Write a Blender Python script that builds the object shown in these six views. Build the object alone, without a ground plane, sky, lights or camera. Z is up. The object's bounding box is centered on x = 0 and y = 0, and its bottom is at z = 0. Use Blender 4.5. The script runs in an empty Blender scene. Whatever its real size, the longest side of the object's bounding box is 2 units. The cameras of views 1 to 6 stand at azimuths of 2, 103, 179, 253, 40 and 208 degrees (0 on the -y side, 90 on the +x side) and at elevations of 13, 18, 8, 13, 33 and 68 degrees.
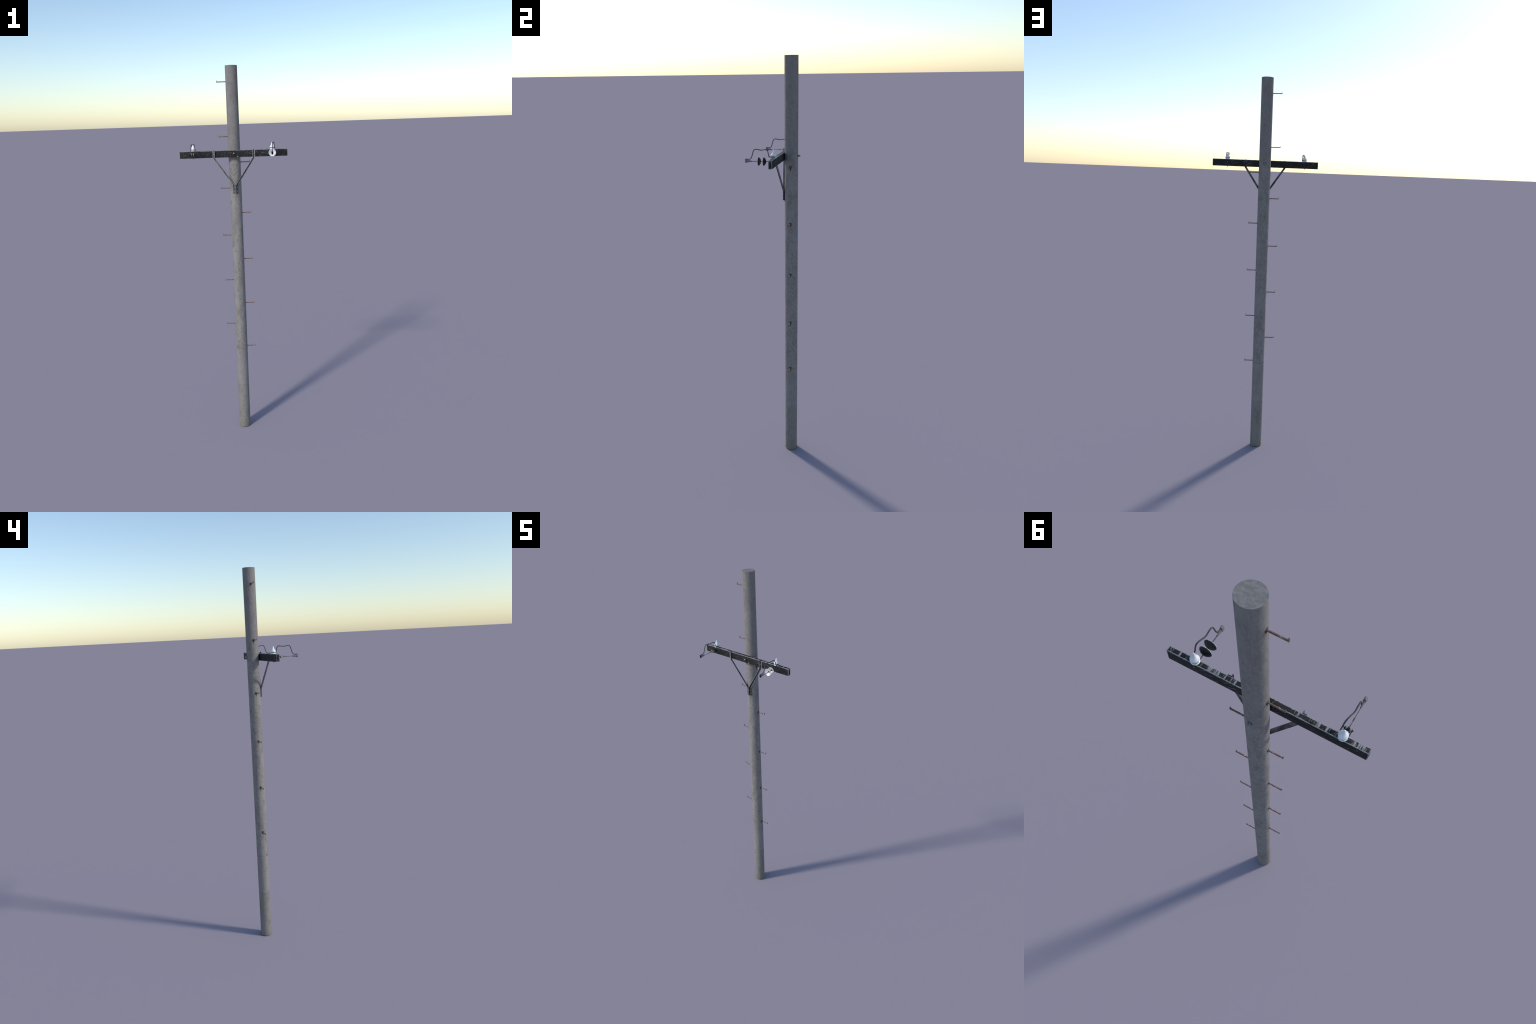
import bpy, bmesh, math
from mathutils import Vector, Matrix

# ------------------------------------------------------------------ layout (metres)
POLE_C = Vector((0.0020, 0.0623, 0.0))      # pole axis
POLE_R = 0.0310
POLE_H = 2.0
ARM_X0, ARM_X1 = -0.2793, 0.2797            # crossarm box
ARM_Y0, ARM_Y1 = 0.0148, 0.0310
ARM_Z0, ARM_Z1 = 1.5441, 1.5804
PEGS_LOW_X = [1.9195, 1.6463, 1.3789, 1.1256, 0.8745, 0.6213]   # pegs on the -x side
PEGS_HIGH_X = [1.5137, 1.2459, 0.9925, 0.7411, 0.4878]          # pegs on the +x side
INSUL_X = [0.2005, -0.2070]                 # stations of the pin insulators / wires
INSUL_Y = 0.0217
LINE_Z = 1.5645                             # height of the line hardware

# ------------------------------------------------------------------ node helpers
class NT:
    def __init__(self, name):
        self.mat = bpy.data.materials.new(name)
        self.mat.use_nodes = True
        self.t = self.mat.node_tree
        self.bsdf = self.t.nodes["Principled BSDF"]
        self.obj = self.t.nodes.new("ShaderNodeTexCoord").outputs["Object"]
    def link(self, a, b):
        self.t.links.new(a, b)
    def put(self, sock, v):
        if hasattr(v, "links"):
            self.link(v, sock)
        else:
            sock.default_value = v
    def math(self, op, a, b=0.0, c=None, clamp=False):
        n = self.t.nodes.new("ShaderNodeMath"); n.operation = op; n.use_clamp = clamp
        self.put(n.inputs[0], a); self.put(n.inputs[1], b)
        if c is not None:
            self.put(n.inputs[2], c)
        return n.outputs[0]
    def step(self, v, lo, hi):
        """smooth ramp: 0 at lo, 1 at hi"""
        n = self.t.nodes.new("ShaderNodeMapRange"); n.interpolation_type = "SMOOTHSTEP"
        self.put(n.inputs[0], v)
        if hi < lo:
            lo, hi = hi, lo
            n.inputs[3].default_value = 1.0; n.inputs[4].default_value = 0.0
        n.inputs[1].default_value = lo; n.inputs[2].default_value = hi
        return n.outputs[0]
    def mapping(self, scale=(1, 1, 1), rot=(0, 0, 0), loc=(0, 0, 0), src=None):
        n = self.t.nodes.new("ShaderNodeMapping")
        n.inputs["Scale"].default_value = scale
        n.inputs["Rotation"].default_value = rot
        n.inputs["Location"].default_value = loc
        self.link(src or self.obj, n.inputs["Vector"])
        return n.outputs[0]
    def noise(self, scale, vec=None, detail=3.0, rough=0.55, dist=0.0):
        n = self.t.nodes.new("ShaderNodeTexNoise")
        n.inputs["Scale"].default_value = scale
        n.inputs["Detail"].default_value = detail
        n.inputs["Roughness"].default_value = rough
        n.inputs["Distortion"].default_value = dist
        self.link(vec or self.obj, n.inputs["Vector"])
        return n.outputs[0]
    def xyz(self, vec=None):
        n = self.t.nodes.new("ShaderNodeSeparateXYZ")
        self.link(vec or self.obj, n.inputs[0])
        return n.outputs
    def mix(self, fac, a, b):
        n = self.t.nodes.new("ShaderNodeMix"); n.data_type = "RGBA"
        self.put(n.inputs[0], fac)
        for s, v in ((n.inputs[6], a), (n.inputs[7], b)):
            if hasattr(v, "links"):
                self.link(v, s)
            else:
                s.default_value = (*v, 1.0)
        return n.outputs[2]
    def gain(self, col, k):
        """multiply a colour by a scalar socket"""
        n = self.t.nodes.new("ShaderNodeVectorMath"); n.operation = "SCALE"
        self.link(col, n.inputs[0]); self.put(n.inputs["Scale"], k)
        return n.outputs[0]
    def finish(self, col, rough=0.7, metal=0.0, bump=None, bump_d=0.0005, bump_s=0.4, spec=0.5):
        if hasattr(col, "links"):
            self.link(col, self.bsdf.inputs["Base Color"])
        else:
            self.bsdf.inputs["Base Color"].default_value = (*col, 1.0)
        self.put(self.bsdf.inputs["Roughness"], rough)
        self.bsdf.inputs["Metallic"].default_value = metal
        self.bsdf.inputs["Specular IOR Level"].default_value = spec
        if bump is not None:
            b = self.t.nodes.new("ShaderNodeBump")
            b.inputs["Strength"].default_value = bump_s
            b.inputs["Distance"].default_value = bump_d
            self.link(bump, b.inputs["Height"])
            self.link(b.outputs[0], self.bsdf.inputs["Normal"])
        return self.mat

# ------------------------------------------------------------------ materials
def mat_pole():
    m = NT("weathered_grey_pole")
    x, y, z = m.xyz()
    grain = m.noise(1.0, m.mapping((165, 165, 85)), 4, 0.6)         # upright blotches
    fine = m.noise(1.0, m.mapping((420, 420, 260), loc=(3, 1, 7)), 3, 0.6)
    broad = m.noise(1.0, m.mapping((22, 22, 9), loc=(5, 2, 1)), 3, 0.5)
    dark = m.noise(1.0, m.mapping((105, 105, 48), loc=(9, 4, 2)), 3, 0.55)
    col = m.mix(m.step(grain, 0.34, 0.66), (0.198, 0.184, 0.171), (0.276, 0.257, 0.243))
    col = m.mix(m.math("MULTIPLY", m.step(broad, 0.42, 0.62), 0.55), col, (0.290, 0.277, 0.264))
    col = m.mix(m.math("MULTIPLY", m.step(dark, 0.56, 0.70), 0.50), col, (0.132, 0.124, 0.118))
    soft = m.noise(1.0, m.mapping((46, 46, 17), loc=(1, 6, 3)), 3, 0.55)
    col = m.mix(m.math("MULTIPLY", m.step(soft, 0.50, 0.66), 0.38), col, (0.140, 0.130, 0.124))
    col = m.mix(m.math("MULTIPLY", m.step(fine, 0.48, 0.68), 0.20), col, (0.15, 0.148, 0.14))
    # three lengths of slightly different tone, with a sharp joint between them
    low = m.step(z, 0.2640, 0.2632)
    mid = m.math("MULTIPLY", m.step(z, 0.2632, 0.2640), m.step(z, 0.4828, 0.4820))
    upper = m.step(z, 1.50, 1.62)
    col = m.mix(m.math("MULTIPLY", low, 0.28), col, (0.180, 0.178, 0.155))
    col = m.mix(m.math("MULTIPLY", mid, 0.38), col, (0.262, 0.248, 0.250))
    col = m.mix(m.math("MULTIPLY", upper, 0.40), col, (0.185, 0.172, 0.168))
    # damp greenish foot
    foot = m.math("MULTIPLY", m.step(m.math("ADD", z, m.math("MULTIPLY", broad, 0.06)), 0.09, 0.02), 0.38)
    col = m.mix(foot, col, (0.150, 0.155, 0.110))
    cap = m.math("GREATER_THAN", z, POLE_H - 0.0003)
    cn = m.noise(70, m.mapping((1, 1.5, 0), loc=(0.4, 0.1, 0)), 4, 0.6)
    cb = m.noise(75, m.mapping((1, 1, 0), loc=(2.3, 0.7, 0)), 3, 0.55)
    capc = m.mix(m.step(cn, 0.34, 0.66), (0.172, 0.166, 0.162), (0.238, 0.231, 0.226))
    capc = m.mix(m.math("MULTIPLY", m.step(cb, 0.52, 0.66), 0.55), capc, (0.165, 0.155, 0.130))
    col = m.mix(cap, col, capc)
    # thin rusty hoop line and the plain joint lines
    wob = m.math("MULTIPLY", m.math("SUBTRACT", broad, 0.5), 0.0012)
    zr = m.math("ADD", z, wob)
    def ring(h, w):
        return m.step(m.math("ABSOLUTE", m.math("SUBTRACT", zr, h)), w, w * 0.4)
    col = m.mix(m.math("MULTIPLY", ring(0.4822, 0.0016), m.math("MULTIPLY", m.step(fine, 0.30, 0.55), 0.8)), col, (0.165, 0.075, 0.062))
    col = m.mix(m.math("MULTIPLY", ring(0.2634, 0.0014), 0.35), col, (0.10, 0.098, 0.09))
    col = m.mix(m.math("MULTIPLY", ring(0.5785, 0.0012), 0.25), col, (0.13, 0.13, 0.12))
    # rust weeping below each step peg
    rag = m.math("MULTIPLY", m.math("SUBTRACT", m.noise(330, None, 2), 0.5), 0.0022)
    across = m.math("ABSOLUTE", m.math("ADD", m.math("SUBTRACT", y, 0.0632), rag))
    mask = None; hole = None
    for side, zs in ((-1, PEGS_LOW_X), (1, PEGS_HIGH_X)):
        facing = m.math("GREATER_THAN", m.math("MULTIPLY", m.math("SUBTRACT", x, POLE_C.x), side), 0.015)
        s = None; hsum = None
        for i, h in enumerate(zs):
            length = 0.016 + 0.010 * ((i * 37 + (side > 0) * 17) % 10) / 10.0
            down = m.math("SUBTRACT", h + 0.003, z)                  # 0 at the peg, grows downwards
            t = m.math("DIVIDE", down, length)
            width = m.math("MULTIPLY", m.math("SUBTRACT", 1.05, t), 0.0062)
            a = m.math("MULTIPLY", m.step(m.math("SUBTRACT", width, across), 0.0, 0.0014),
                       m.math("GREATER_THAN", t, -0.1))
            s = a if s is None else m.math("MAXIMUM", s, a)
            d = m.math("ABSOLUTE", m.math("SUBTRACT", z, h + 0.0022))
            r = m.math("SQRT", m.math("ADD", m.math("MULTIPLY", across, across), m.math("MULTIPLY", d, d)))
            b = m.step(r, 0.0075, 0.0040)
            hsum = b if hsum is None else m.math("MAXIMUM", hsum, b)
        s = m.math("MULTIPLY", s, facing); hsum = m.math("MULTIPLY", hsum, facing)
        mask = s if mask is None else m.math("MAXIMUM", mask, s)
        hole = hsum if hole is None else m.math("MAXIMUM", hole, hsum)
    # one lone rust spot above the hoop line
    dx = m.math("SUBTRACT", x, -0.0245); dz = m.math("MULTIPLY", m.math("SUBTRACT", z, 0.4885), 0.42)
    front = m.math("LESS_THAN", y, 0.06)
    spot = m.step(m.math("SQRT", m.math("ADD", m.math("MULTIPLY", dx, dx), m.math("MULTIPLY", dz, dz))), 0.0030, 0.0014)
    mask = m.math("MAXIMUM", mask, m.math("MULTIPLY", spot, m.math("MULTIPLY", front, 0.7)))
    rust = m.mix(m.step(fine, 0.40, 0.62), (0.048, 0.011, 0.007), (0.105, 0.036, 0.022))
    col = m.mix(m.math("MULTIPLY", mask, 0.88), col, rust)
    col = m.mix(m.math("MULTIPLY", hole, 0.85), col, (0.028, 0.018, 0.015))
    return m.finish(col, 0.9, bump=grain, bump_d=0.0006, bump_s=0.35, spec=0.2)

def mat_arm():
    m = NT("worn_black_paint")
    x, y, z = m.xyz()
    dx = m.math("MINIMUM", m.math("SUBTRACT", x, ARM_X0), m.math("SUBTRACT", ARM_X1, x))
    dy = m.math("MINIMUM", m.math("SUBTRACT", y, ARM_Y0), m.math("SUBTRACT", ARM_Y1, y))
    dz = m.math("MINIMUM", m.math("SUBTRACT", z, ARM_Z0), m.math("SUBTRACT", ARM_Z1, z))
    e = m.math("MINIMUM", m.math("MINIMUM", m.math("MAXIMUM", dx, dy), m.math("MAXIMUM", dy, dz)),
               m.math("MAXIMUM", dx, dz))                            # distance to nearest edge
    n1 = m.noise(1.0, m.mapping((60, 60, 60), loc=(2, 2, 5)), 4, 0.6)
    n2 = m.noise(260, None, 3, 0.6)
    hi = m.step(z, 1.566, 1.576)                                     # upper edges are rubbed hardest
    ends = m.step(dx, 0.004, 0.002)
    w = m.math("MULTIPLY_ADD", m.math("MAXIMUM", hi, ends), 0.0022, -0.0003)
    w = m.math("ADD", w, m.math("MULTIPLY", m.math("SUBTRACT", n1, 0.46), 0.0052))
    w = m.math("ADD", w, m.math("MULTIPLY", m.math("SUBTRACT", n2, 0.5), 0.0022))
    wear = m.step(m.math("SUBTRACT", w, e), -0.0003, 0.0004)
    # diagonal scratches on the long faces
    sv = m.mapping((1, 0, 1), rot=(0, math.radians(-33), 0))
    s1 = m.noise(1.0, m.mapping((22, 1, 300), src=sv, loc=(1.3, 0, 4.1)), 3, 0.6)
    patch = m.noise(1.0, m.mapping((18, 6, 30), loc=(7.7, 1, 3)), 2, 0.5)
    zone = m.math("MULTIPLY", m.step(x, 0.02, 0.06), m.step(x, 0.215, 0.17))
    scr = m.math("MULTIPLY", m.step(s1, 0.55, 0.64), m.step(m.math("MULTIPLY_ADD", zone, 0.18, patch), 0.56, 0.70))
    # pale flecks and chips
    f1 = m.noise(1.0, m.mapping((170, 60, 170), loc=(4, 0, 9)), 3, 0.6, 0.6)
    patch2 = m.noise(1.0, m.mapping((20, 8, 26), loc=(1, 5, 8)), 2, 0.5)
    fleck = m.math("MULTIPLY", m.step(f1, 0.57, 0.66), m.step(patch2, 0.42, 0.58))
    marks = m.math("MULTIPLY", m.math("MAXIMUM", m.math("MULTIPLY", scr, 0.60), m.math("MULTIPLY", fleck, 0.42)), 1.0)
    # cross-grain rubbing along the walked-on upper face
    up = m.math("GREATER_THAN", z, ARM_Z1 - 0.0004)
    st = m.noise(1.0, m.mapping((125, 11, 1), rot=(0, 0, math.radians(12))), 4, 0.62)
    blk = m.noise(1.0, m.mapping((34, 8, 1), loc=(3.1, 0, 0)), 2, 0.5)
    rub = m.math("MULTIPLY", m.step(m.math("MULTIPLY_ADD", blk, 0.38, m.math("MULTIPLY", st, 0.82)), 0.632, 0.680), up)
    tot = m.math("MAXIMUM", m.math("MAXIMUM", wear, marks), m.math("MULTIPLY", rub, 0.92))
    # one big chip by the bolt, on the lower front edge
    cx = m.math("SUBTRACT", x, 0.0215); cz = m.math("MULTIPLY", m.math("SUBTRACT", z, ARM_Z0 + 0.0025), 0.7)
    chip = m.step(m.math("ADD", m.math("SQRT", m.math("ADD", m.math("MULTIPLY", cx, cx), m.math("MULTIPLY", cz, cz))),
                         m.math("MULTIPLY", m.math("SUBTRACT", n2, 0.5), 0.004)), 0.0036, 0.0024)
    tot = m.math("MAXIMUM", tot, m.math("MULTIPLY", chip, m.math("LESS_THAN", y, 0.02)))
    dust = m.step(n1, 0.35, 0.75)
    paint = m.mix(dust, (0.0135, 0.0133, 0.0137), (0.0240, 0.0235, 0.0232))
    bare = m.mix(m.step(n2, 0.35, 0.65), (0.200, 0.202, 0.206), (0.310, 0.312, 0.316))
    return m.finish(m.mix(tot, paint, bare), 0.75, bump=n2, bump_d=0.0004, bump_s=0.3, spec=0.25)

def mat_galv():
    """dull dark steel with paler patches"""
    m = NT("weathered_galvanised_steel")
    n = m.noise(1.0, m.mapping((55, 55, 30), loc=(3, 8, 0)), 4, 0.6)
    f = m.noise(380, None, 3, 0.6)
    col = m.mix(m.step(n, 0.38, 0.60), (0.024, 0.024, 0.025), (0.105, 0.105, 0.106))
    col = m.mix(m.math("MULTIPLY", m.step(f, 0.50, 0.72), 0.3), col, (0.210, 0.208, 0.205))
    return m.finish(col, 0.6, 0.0, bump=f, bump_d=0.0002, bump_s=0.3, spec=0.35)

def mat_brace_edge():
    m = NT("pale_edge_steel")
    f = m.noise(220, None, 3, 0.6)
    return m.finish(m.mix(m.step(f, 0.36, 0.60), (0.15, 0.149, 0.148), (0.360, 0.356, 0.352)), 0.6, spec=0.35)

def mat_clamp():
    m = NT("grey_cast_metal")
    f = m.noise(300, None, 3, 0.6)
    return m.finish(m.mix(m.step(f, 0.35, 0.65), (0.135, 0.133, 0.130), (0.225, 0.222, 0.216)), 0.6, spec=0.35)

def mat_bolt():
    m = NT("pale_bolt_steel")
    f = m.noise(400, None, 2, 0.6)
    return m.finish(m.mix(m.step(f, 0.35, 0.65), (0.180, 0.176, 0.172), (0.290, 0.284, 0.278)), 0.55, spec=0.4)

def mat_black():
    m = NT("black_recess")
    f = m.noise(300, None, 2, 0.5)
    return m.finish(m.mix(f, (0.006, 0.006, 0.006), (0.014, 0.014, 0.014)), 0.8, spec=0.2)

def mat_cable():
    m = NT("dark_cable_sheath")
    f = m.noise(500, None, 3, 0.6)
    return m.finish(m.mix(m.step(f, 0.35, 0.7), (0.040, 0.041, 0.044), (0.080, 0.081, 0.084)), 0.65, spec=0.35)

def mat_porcelain():
    m = NT("white_glazed_porcelain")
    f = m.noise(90, None, 3, 0.6)
    mat = m.finish(m.mix(f, (0.74, 0.75, 0.76), (0.83, 0.83, 0.83)), 0.22, spec=0.5)
    m.bsdf.inputs["Coat Weight"].default_value = 0.3
    m.bsdf.inputs["Coat Roughness"].default_value = 0.15
    return mat

def mat_porcelain_neck():
    m = NT("grey_porcelain_neck")
    f = m.noise(260, None, 3, 0.6)
    return m.finish(m.mix(m.step(f, 0.35, 0.65), (0.20, 0.20, 0.195), (0.38, 0.38, 0.37)), 0.5)

def mat_disc_back():
    """dark glazed back of the strain discs, chipped to white along the rim (local y = 0 at rim)"""
    m = NT("dark_glazed_disc_back")
    x, y, z = m.xyz()
    f = m.noise(520, None, 3, 0.6)
    edge = m.step(m.math("ADD", y, m.math("MULTIPLY", m.math("SUBTRACT", f, 0.5), 0.005)), 0.0019, 0.0007)
    base = m.mix(m.step(f, 0.3, 0.7), (0.012, 0.012, 0.011), (0.030, 0.030, 0.028))
    return m.finish(m.mix(edge, base, (0.60, 0.60, 0.58)), 0.5, spec=0.3)

def mat_rust():
    m = NT("rusty_step_steel")
    info = m.t.nodes.new("ShaderNodeObjectInfo").outputs["Random"]
    n = m.t.nodes.new("ShaderNodeTexNoise"); n.noise_dimensions = "4D"
    m.link(m.mapping((150, 260, 260)), n.inputs["Vector"])
    n.inputs["Scale"].default_value = 1.0; n.inputs["Detail"].default_value = 4
    m.link(m.math("MULTIPLY", info, 40.0), n.inputs["W"])
    f = m.noise(600, None, 3, 0.6)
    col = m.mix(m.step(f, 0.32, 0.68), (0.130, 0.068, 0.050), (0.238, 0.134, 0.100))
    col = m.mix(m.step(n.outputs[0], 0.55, 0.64), col, (0.340, 0.315, 0.305))
    col = m.mix(m.math("MULTIPLY", m.step(n.outputs[0], 0.44, 0.34), 0.7), col, (0.080, 0.066, 0.062))
    return m.finish(col, 0.6, bump=f, bump_d=0.0003, bump_s=0.4, spec=0.4)

M = dict(pole=mat_pole(), arm=mat_arm(), galv=mat_galv(), edge=mat_brace_edge(), clamp=mat_clamp(),
         bolt=mat_bolt(), black=mat_black(), cable=mat_cable(), porc=mat_porcelain(),
         neck=mat_porcelain_neck(), disc=mat_disc_back(), rust=mat_rust())

# ------------------------------------------------------------------ geometry helpers
def add_lathe(bm, profile, mats, seg=40, axis="Z", origin=(0, 0, 0)):
    """revolve (radius, height) pairs; mats = material index per profile span"""
    o = Vector(origin); rings = []
    for r, h in profile:
        ring = []
        for i in range(seg):
            a = 2 * math.pi * i / seg
            c, s = r * math.cos(a), r * math.sin(a)
            v = {"Z": (c, s, h), "Y": (s, h, c), "X": (h, c, s)}[axis]
            ring.append(bm.verts.new(o + Vector(v)))
            if r < 1e-7:
                break
        rings.append(ring)
    for k, (a, b) in enumerate(zip(rings[:-1], rings[1:])):
        mi = mats if isinstance(mats, int) else mats[k]
        for i in range(seg):
            j = (i + 1) % seg
            if len(a) == 1 and len(b) == 1:
                continue
            if len(a) == 1:
                vs = (a[0], b[j], b[i])
            elif len(b) == 1:
                vs = (a[i], a[j], b[0])
            else:
                vs = (a[i], a[j], b[j], b[i])
            f = bm.faces.new(vs); f.material_index = mi; f.smooth = True

def spline(pts, per=8):
    """Catmull-Rom through control points"""
    p = [Vector(q) for q in pts]
    p = [2 * p[0] - p[1]] + p + [2 * p[-1] - p[-2]]
    out = []
    for i in range(1, len(p) - 2):
        for k in range(per):
            t = k / per
            out.append(0.5 * (2 * p[i] + (p[i + 1] - p[i - 1]) * t
                              + (2 * p[i - 1] - 5 * p[i] + 4 * p[i + 1] - p[i + 2]) * t * t
                              + (3 * p[i] - p[i - 1] - 3 * p[i + 1] + p[i + 2]) * t ** 3))
    out.append(p[-2])
    return out

def add_tube(bm, path, radius, seg=12, mi=0, closed=False):
    n = len(path); rings = []
    ref = Vector((0.31, 0.17, 0.93)).normalized(); prev = None
    for i in range(n):
        if closed:
            t = path[(i + 1) % n] - path[i - 1]
        else:
            t = path[min(i + 1, n - 1)] - path[max(i - 1, 0)]
        t.normalize()
        u = (prev if prev is not None else ref)
        u = (u - t * u.dot(t)).normalized(); prev = u
        w = t.cross(u)
        r = radius(i / (n - 1)) if callable(radius) else radius
        rings.append([bm.verts.new(path[i] + r * (math.cos(2 * math.pi * k / seg) * u
                      + math.sin(2 * math.pi * k / seg) * w)) for k in range(seg)])
    for a, b in zip(rings, rings[1:] + ([rings[0]] if closed else [])):
        for k in range(seg):
            j = (k + 1) % seg
            f = bm.faces.new((a[k], a[j], b[j], b[k])); f.smooth = True; f.material_index = mi
    if not closed:
        for f in (bm.faces.new(rings[0][::-1]), bm.faces.new(rings[-1])):
            f.material_index = mi

def add_box(bm, lo, hi, mi=0, bevel=0.0, seg=2):
    lo, hi = Vector(lo), Vector(hi)
    r = bmesh.ops.create_cube(bm, size=1.0, matrix=Matrix.Translation((lo + hi) / 2)
                              @ Matrix.Diagonal((*(hi - lo), 1.0)))
    fs = {f for v in r["verts"] for f in v.link_faces}
    for f in fs:
        f.material_index = mi
    if bevel:
        es = {e for f in fs for e in f.edges}
        out = bmesh.ops.bevel(bm, geom=list(es), offset=bevel, segments=seg, profile=0.5, affect="EDGES")
        for f in out["faces"]:
            f.material_index = mi; f.smooth = True

def add_head(bm, c, r, h, axis, mi=0, sides=6):
    """bolt head: hexagonal prism with a domed end, growing along +h on the axis"""
    add_lathe(bm, [(0, 0), (r, 0), (r, h * 0.75), (r * 0.8, h), (0, h)], mi, sides, axis, c)

def make(name, bm, mats, parent, loc=(0, 0, 0), rot_z=0.0, sharp=35):
    bmesh.ops.recalc_face_normals(bm, faces=bm.faces)
    me = bpy.data.meshes.new(name); bm.to_mesh(me); bm.free()
    for k in mats:
        me.materials.append(M[k])
    for p in me.polygons:
        p.use_smooth = True
    me.set_sharp_from_angle(angle=math.radians(sharp))
    return place(name, me, parent, loc, rot_z)

def place(name, me, parent, loc=(0, 0, 0), rot_z=0.0):
    ob = bpy.data.objects.new(name, me)
    bpy.context.scene.collection.objects.link(ob)
    ob.location = loc; ob.rotation_euler = (0, 0, rot_z)
    if parent is not None:
        bpy.context.view_layer.update()
        ob.parent = parent
        ob.matrix_parent_inverse = parent.matrix_world.inverted()
    return ob

# ------------------------------------------------------------------ the thing
root = bpy.data.objects.new("utility_pole", None)
bpy.context.scene.collection.objects.link(root)
root.location = POLE_C
root["label"] = "weathered grey utility pole with black crossarm and step pegs"
root["category"] = "utility pole"

# ---- pole shaft: plain cylinder with eased ends, fine rings so that it can be slightly uneven
bm = bmesh.new()
prof = [(0, 0), (POLE_R - 0.0012, 0), (POLE_R, 0.0014)]
prof += [(POLE_R, 0.0014 + (POLE_H - 0.0016) * i / 60) for i in range(1, 61)]
prof += [(POLE_R - 0.0002, POLE_H), (0, POLE_H)]
add_lathe(bm, prof, 0, 48, "Z", POLE_C)
pole = make("pole", bm, ["pole"], root)

# ---- step pegs: round bar, thin upturned stop plate at the tip (built pointing to +x)
bm = bmesh.new()
PR = 0.0025
bar = [Vector((POLE_R - 0.004 + (0.0765 - POLE_R + 0.004) * i / 10, 0, PR)) for i in range(11)]
add_tube(bm, bar, PR, 10)
# stop plate: rounded below, narrowing to a blunt point above
plate = [(-PR, 0.0012), (-PR * 0.6, 0.0), (PR * 0.6, 0.0), (PR, 0.0012), (PR, 0.0052),
         (0.0010, 0.0114), (-0.0010, 0.0114), (-PR, 0.0052)]
fa = [bm.verts.new((0.0762, y, z)) for y, z in plate]
fb = [bm.verts.new((0.0782, y, z)) for y, z in plate]
bm.faces.new(fa); bm.faces.new(fb[::-1])
for i in range(len(plate)):
    j = (i + 1) % len(plate)
    bm.faces.new((fa[i], fb[i], fb[j], fa[j]))
peg0 = None
for rot, zs in ((0.0, PEGS_HIGH_X), (math.pi, PEGS_LOW_X)):
    for h in zs:
        at = (POLE_C.x, 0.0632, h)
        if peg0 is None:
            peg0 = make("step_peg", bm, ["rust"], root, at, rot)
        else:
            place("step_peg", peg0.data, root, at, rot)

# ---- crossarm
bm = bmesh.new()
add_box(bm, (ARM_X0, ARM_Y0, ARM_Z0), (ARM_X1, ARM_Y1, ARM_Z1), 0, 0.0008, 2)
arm = make("crossarm", bm, ["arm"], root)

# ---- through bolt holding the crossarm to the pole
bm = bmesh.new()
BX, BZ = 0.0028, 1.5643
add_lathe(bm, [(0, 0.0042), (0.0030, 0.0042), (0.0040, 0.0054), (0.0040, 0.0100), (0.0040, 0.0112), (0.0036, 0.0112),
               (0.0036, 0.1000), (0, 0.1000)], 0, 16, "Y", (BX, 0, BZ))
add_lathe(bm, [(0.0036, 0.0915), (0.0062, 0.0915), (0.0062, 0.0945), (0.0036, 0.0945)], 1, 24, "Y", (BX, 0, BZ))
add_lathe(bm, [(0, 0.0940), (0.0040, 0.0940), (0.0040, 0.1030), (0.0030, 0.1040), (0, 0.1040)], 0, 12, "Y", (BX, 0, BZ))
bolt = make("through_bolt", bm, ["bolt", "galv"], root)

# ---- V braces: steel angle, one leg flat on the arm and the pole, the other standing forward
def brace(sign, inner_top, inner_bot):
    """inner edge runs down the arm, slants to the pole, then runs down the pole face"""
    bm = bmesh.new()
    W, D, T = 0.0117, 0.0086, 0.0020
    # stations along the bar: (x of inner edge, y of back face, z)
    st = [(inner_top, 0.0147, 1.5815), (inner_top, 0.0147, 1.5420),
          (inner_bot, 0.0316, 1.3985), (inner_bot, 0.0316, 1.3560)]
    sect = [(0, 0), (W, 0), (W, -T), (W - 0.0034, -T), (T, -T), (T, -D), (0, -D)]      # (outward x, forward y)
    rings = []
    for x, y, z in st:
        rings.append([bm.verts.new((x + sign * a, y + b, z)) for a, b in sect])
    for k, (a, b) in enumerate(zip(rings[:-1], rings[1:])):
        for i in range(7):
            j = (i + 1) % 7
            f = bm.faces.new((a[i], a[j], b[j], b[i]))
            f.material_index = 1 if i in ((1, 2, 5) if k < 2 else (5,)) else 0               # pale strips on free edges; foot strip darkened to paint in its occlusion
    bm.faces.new(rings[0]); bm.faces.new(rings[-1][::-1])
    bmesh.ops.recalc_face_normals(bm, faces=bm.faces)
    ob = make("diagonal_brace", bm, ["galv", "edge"], root, sharp=20)
    for x, y, z in ((inner_top + sign * 0.0062, 0.0133, 1.5600),
                    (inner_bot + sign * 0.0064, 0.0302, 1.3865),
                    (inner_bot + sign * 0.0064, 0.0302, 1.3650)):
        b = bmesh.new()
        add_lathe(b, [(0, 0.001), (0.0023, 0.001), (0.0023, -0.0014), (0.0016, -0.0024), (0, -0.0024)], 0, 10, "Y", (x, y, z))
        make("brace_bolt", b, ["bolt"], ob)
    return ob
brace(-1, -0.0955, 0.0016)
brace(1, 0.0995, 0.0046)

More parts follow.
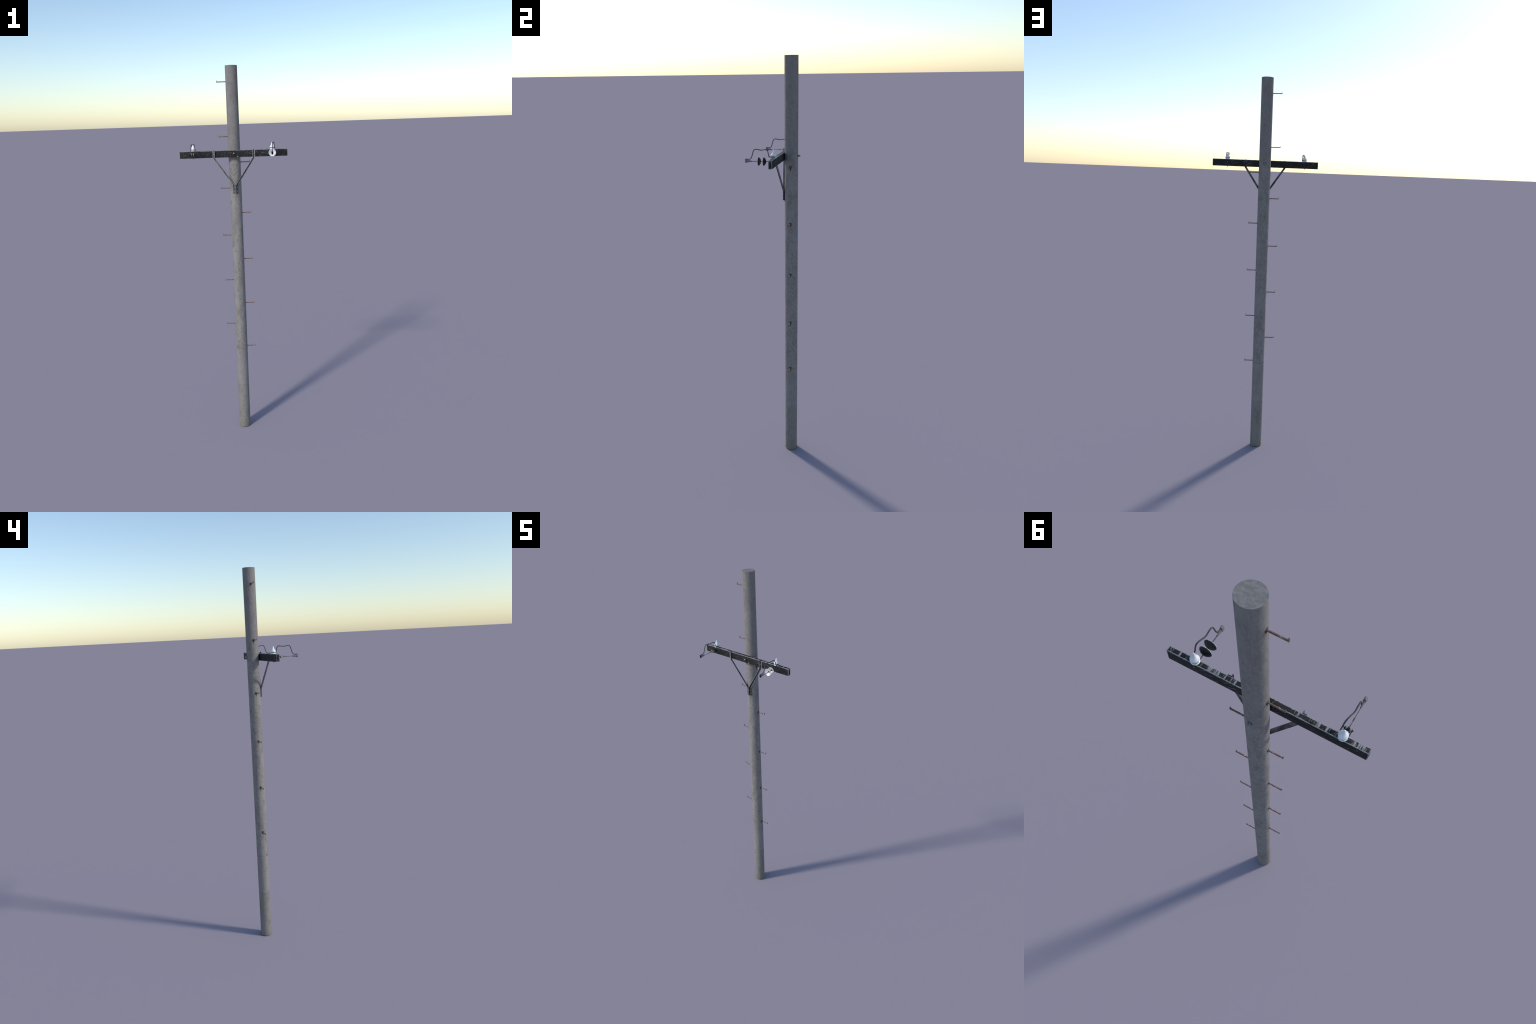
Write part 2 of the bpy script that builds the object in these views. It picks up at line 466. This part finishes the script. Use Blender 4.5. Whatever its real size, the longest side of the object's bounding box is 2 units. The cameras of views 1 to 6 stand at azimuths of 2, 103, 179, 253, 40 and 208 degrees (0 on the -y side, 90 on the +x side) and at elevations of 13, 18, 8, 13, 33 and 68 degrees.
# ---- white pin insulators on top of the arm
INS = [(0.0, 0.0, 0), (0.0124, 0.0, 0), (0.0126, 0.0014, 0), (0.0120, 0.0028, 0), (0.0108, 0.0033, 1),
       (0.0106, 0.0066, 1), (0.0114, 0.0074, 0), (0.0128, 0.0092, 0), (0.0130, 0.0108, 0), (0.0123, 0.0130, 0),
       (0.0106, 0.0156, 0), (0.0083, 0.0185, 0), (0.0064, 0.0214, 0), (0.0049, 0.0246, 0), (0.0037, 0.0282, 0),
       (0.0028, 0.0316, 0), (0.0020, 0.0344, 0), (0.0011, 0.0358, 0), (0.0, 0.0362, 0)]
bm = bmesh.new()
add_lathe(bm, [(r, h) for r, h, _ in INS], [k for *_, k in INS[:-1]], 40)
ins_me = None; insulators = []
for X in INSUL_X:
    at = (X, INSUL_Y, ARM_Z1 + 0.0003)
    if ins_me is None:
        ob = make("pin_insulator", bm, ["porc", "neck"], root, at, sharp=60); ins_me = ob.data
    else:
        ob = place("pin_insulator", ins_me, root, at)
    insulators.append(ob)
    b = bmesh.new()
    add_lathe(b, [(0, 1.5385), (0.0012, 1.5385), (0.0016, 1.5392), (0.0016, 1.5440), (0.0034, 1.5440), (0.0034, 1.5452), (0, 1.5452)],
              0, 12, "Z", (X, INSUL_Y, 0))
    make("mounting_pin", b, ["bolt"], ob)

# ---- jumper wires: from the clamp up and over, then round the insulator neck
JUMP = [(0, -0.0985, 1.5722), (0, -0.0930, 1.5724), (0, -0.0860, 1.5732), (0.0003, -0.0795, 1.5762),
        (0.0004, -0.0750, 1.5835), (0.0008, -0.0710, 1.5968), (0.0012, -0.0670, 1.6085),
        (0.0014, -0.0621, 1.6150), (0.0014, -0.0560, 1.6165), (0.0014, -0.0475, 1.6155),
        (0.0014, -0.0390, 1.6135), (0.0022, -0.0310, 1.6131), (0.0045, -0.0215, 1.6149),
        (0.0064, -0.0125, 1.6161), (0.0080, -0.0058, 1.6150), (0.0096, -0.0018, 1.6097),
        (0.0108, 0.0003, 1.6008), (0.0118, 0.0025, 1.5910), (0.0122, 0.0060, 1.5868), (0.0120, 0.0110, 1.5852)]
bm = bmesh.new()
pts = list(JUMP)
for k in range(1, 5):                                                # tied into the neck groove
    a = math.radians(-46 + k * 22)
    pts.append(((0.0120 - k * 0.0004) * math.cos(a), INSUL_Y + (0.0120 - k * 0.0004) * math.sin(a), ARM_Z1 + 0.0050))
add_tube(bm, spline(pts, 6), 0.0020, 10)
w = make("jumper_wire", bm, ["cable"], root, (INSUL_X[0], 0, 0))
place("jumper_wire", w.data, root, (INSUL_X[1], 0, 0))

# ---- wire clamps: flared socket with an oval head that holds rod below and wire above
bm = bmesh.new()
def oval(y, r, zlo, zhi, n=12):
    vs = []
    for i in range(n + 1):
        a = math.pi * i / n
        vs.append(bm.verts.new((r * math.cos(a), y, zhi - r + r * math.sin(a))))
    for i in range(n + 1):
        a = math.pi + math.pi * i / n
        vs.append(bm.verts.new((r * math.cos(a), y, zlo + r + r * math.sin(a))))
    return vs
def bridge(a, b, mi):
    n = len(a)
    for i in range(n):
        f = bm.faces.new((a[i], a[(i + 1) % n], b[(i + 1) % n], b[i])); f.material_index = mi
ZA, ZB = LINE_Z - 0.0068, LINE_Z + 0.0112
o1 = oval(-0.0955, 0.0040, ZA, ZB); o2 = oval(-0.1040, 0.0044, ZA - 0.0002, ZB + 0.0002)
o3 = oval(-0.1040, 0.0030, ZA + 0.0014, ZB - 0.0040); o4 = oval(-0.0985, 0.0028, ZA + 0.0016, ZB - 0.0042)
bridge(o1, o2, 0); bridge(o2, o3, 2); bridge(o3, o4, 1)
f = bm.faces.new(o4); f.material_index = 1
bm.faces.new(o1[::-1])
add_lathe(bm, [(0, -0.0960), (0.0047, -0.0960), (0.0046, -0.0930), (0.0032, -0.0765), (0.0026, -0.0757), (0, -0.0757)],
          0, 20, "Y", (0, 0, LINE_Z))
for v in bm.verts:                                                   # the socket is a flattened cone
    if v.co.y > -0.0950:
        v.co.x *= 0.68
c0 = make("wire_clamp", bm, ["clamp", "black", "galv"], root, (INSUL_X[0], 0, 0))
place("wire_clamp", c0.data, root, (INSUL_X[1], 0, 0))

# ---- strain string on the +x side: rod with two dished discs
bm = bmesh.new()
X = INSUL_X[0]
add_tube(bm, [Vector((X, -0.0770 + (0.0160 + 0.0770) * i / 8, LINE_Z)) for i in range(9)], 0.0014, 12)
add_head(bm, (X, 0.0302, LINE_Z), 0.0019, 0.0014, "Y", 1)
make("tension_rod", bm, ["cable", "bolt"], root)
bm = bmesh.new()
front = [(0.0016, 0.0086), (0.0040, 0.0084), (0.0043, 0.0080), (0.0080, 0.0060), (0.0122, 0.0036), (0.0160, 0.0013), (0.0176, 0.0)]
back = [(0.0184, 0.0003), (0.0185, 0.0016), (0.0173, 0.0038), (0.0150, 0.0062), (0.0118, 0.0086), (0.0080, 0.0104),
        (0.0044, 0.0112), (0.0034, 0.0120), (0.0016, 0.0122)]
add_lathe(bm, front + back, [1, 1, 0, 0, 0, 0, 0] + [2] * 8, 48, "Y")
d0 = None
for y in (-0.0462, -0.0236):
    if d0 is None:
        d0 = make("strain_disc", bm, ["porc", "black", "disc"], root, (X, y, LINE_Z), sharp=50)
    else:
        place("strain_disc", d0.data, root, (X, y, LINE_Z))

# ---- dead-end spool on the -x side: two grey drums on a pin, in a clevis
X = INSUL_X[1] - 0.0006
SY, SZ = -0.0105, LINE_Z + 0.0003
bm = bmesh.new()
add_lathe(bm, [(0, -0.0080), (0.0052, -0.0080), (0.0068, -0.0074), (0.0071, -0.0060), (0.0066, -0.0032), (0.0042, -0.0017),
               (0.0042, 0.0017), (0.0066, 0.0032), (0.0071, 0.0060), (0.0068, 0.0074), (0.0052, 0.0080), (0, 0.0080)],
          [0, 0, 0, 0, 1, 1, 1, 0, 0, 0, 0], 28, "X", (0, 0, 0))
spool = make("spool_insulator", bm, ["bolt", "black"], root, (X, SY, SZ), math.radians(-4))
bm = bmesh.new()
add_lathe(bm, [(0, -0.0136), (0.0014, -0.0136), (0.0017, -0.0126), (0.0017, -0.0112), (0.0012, -0.0108), (0.0012, 0.0108),
               (0.0017, 0.0112), (0.0017, 0.0126), (0.0014, 0.0136), (0, 0.0136)], 0, 12, "X", (X, SY, SZ))
make("spool_pin", bm, ["galv"], spool)
bm = bmesh.new()
for s in (-1, 1):
    add_box(bm, (X + s * 0.0096 - 0.0008, SY - 0.0030, SZ - 0.0026), (X + s * 0.0096 + 0.0008, ARM_Y0 - 0.0016, SZ + 0.0026), 0, 0.0003, 1)
add_box(bm, (X - 0.0104, ARM_Y0 - 0.0022, SZ - 0.0026), (X + 0.0104, ARM_Y0 - 0.0002, SZ + 0.0026), 0, 0.0003, 1)
make("clevis", bm, ["black"], spool)

# ---- guy grip: loop round the spool groove, twisted legs, then a single strand to the clamp
bm = bmesh.new()
loop = [Vector((X + 0.0006, -0.0380, SZ))]
for k in range(11):
    a = math.radians(118 - k * 23.6)
    loop.append(Vector((X + 0.0006, SY + 0.0054 * math.cos(a), SZ + 0.0054 * math.sin(a))))
loop.append(Vector((X + 0.0006, -0.0380, SZ)))
top = spline([(X + 0.0006, -0.0370, SZ + 0.0003), (X + 0.0006, -0.0300, SZ + 0.0012), (X + 0.0006, -0.0200, SZ + 0.0044)] + loop[1:-1]
             + [(X + 0.0006, -0.0200, SZ - 0.0044), (X + 0.0006, -0.0300, SZ - 0.0012), (X + 0.0006, -0.0370, SZ - 0.0003)], 5)
add_tube(bm, top, 0.0008, 8)
for ph in (0, math.pi):                                              # twisted splice
    path = []
    for i in range(41):
        t = i / 40
        a = ph + t * 5 * math.pi
        path.append(Vector((X + 0.0006 + 0.0008 * math.cos(a), -0.0340 - 0.0110 * t, SZ + 0.0008 * math.sin(a))))
    add_tube(bm, path, 0.0008, 8)
add_tube(bm, [Vector((X + 0.0006, -0.0420 - 0.0350 * i / 6, SZ - 0.0003 + 0.0004 * i / 6)) for i in range(7)], 0.0009, 8)
make("guy_grip", bm, ["cable"], root)
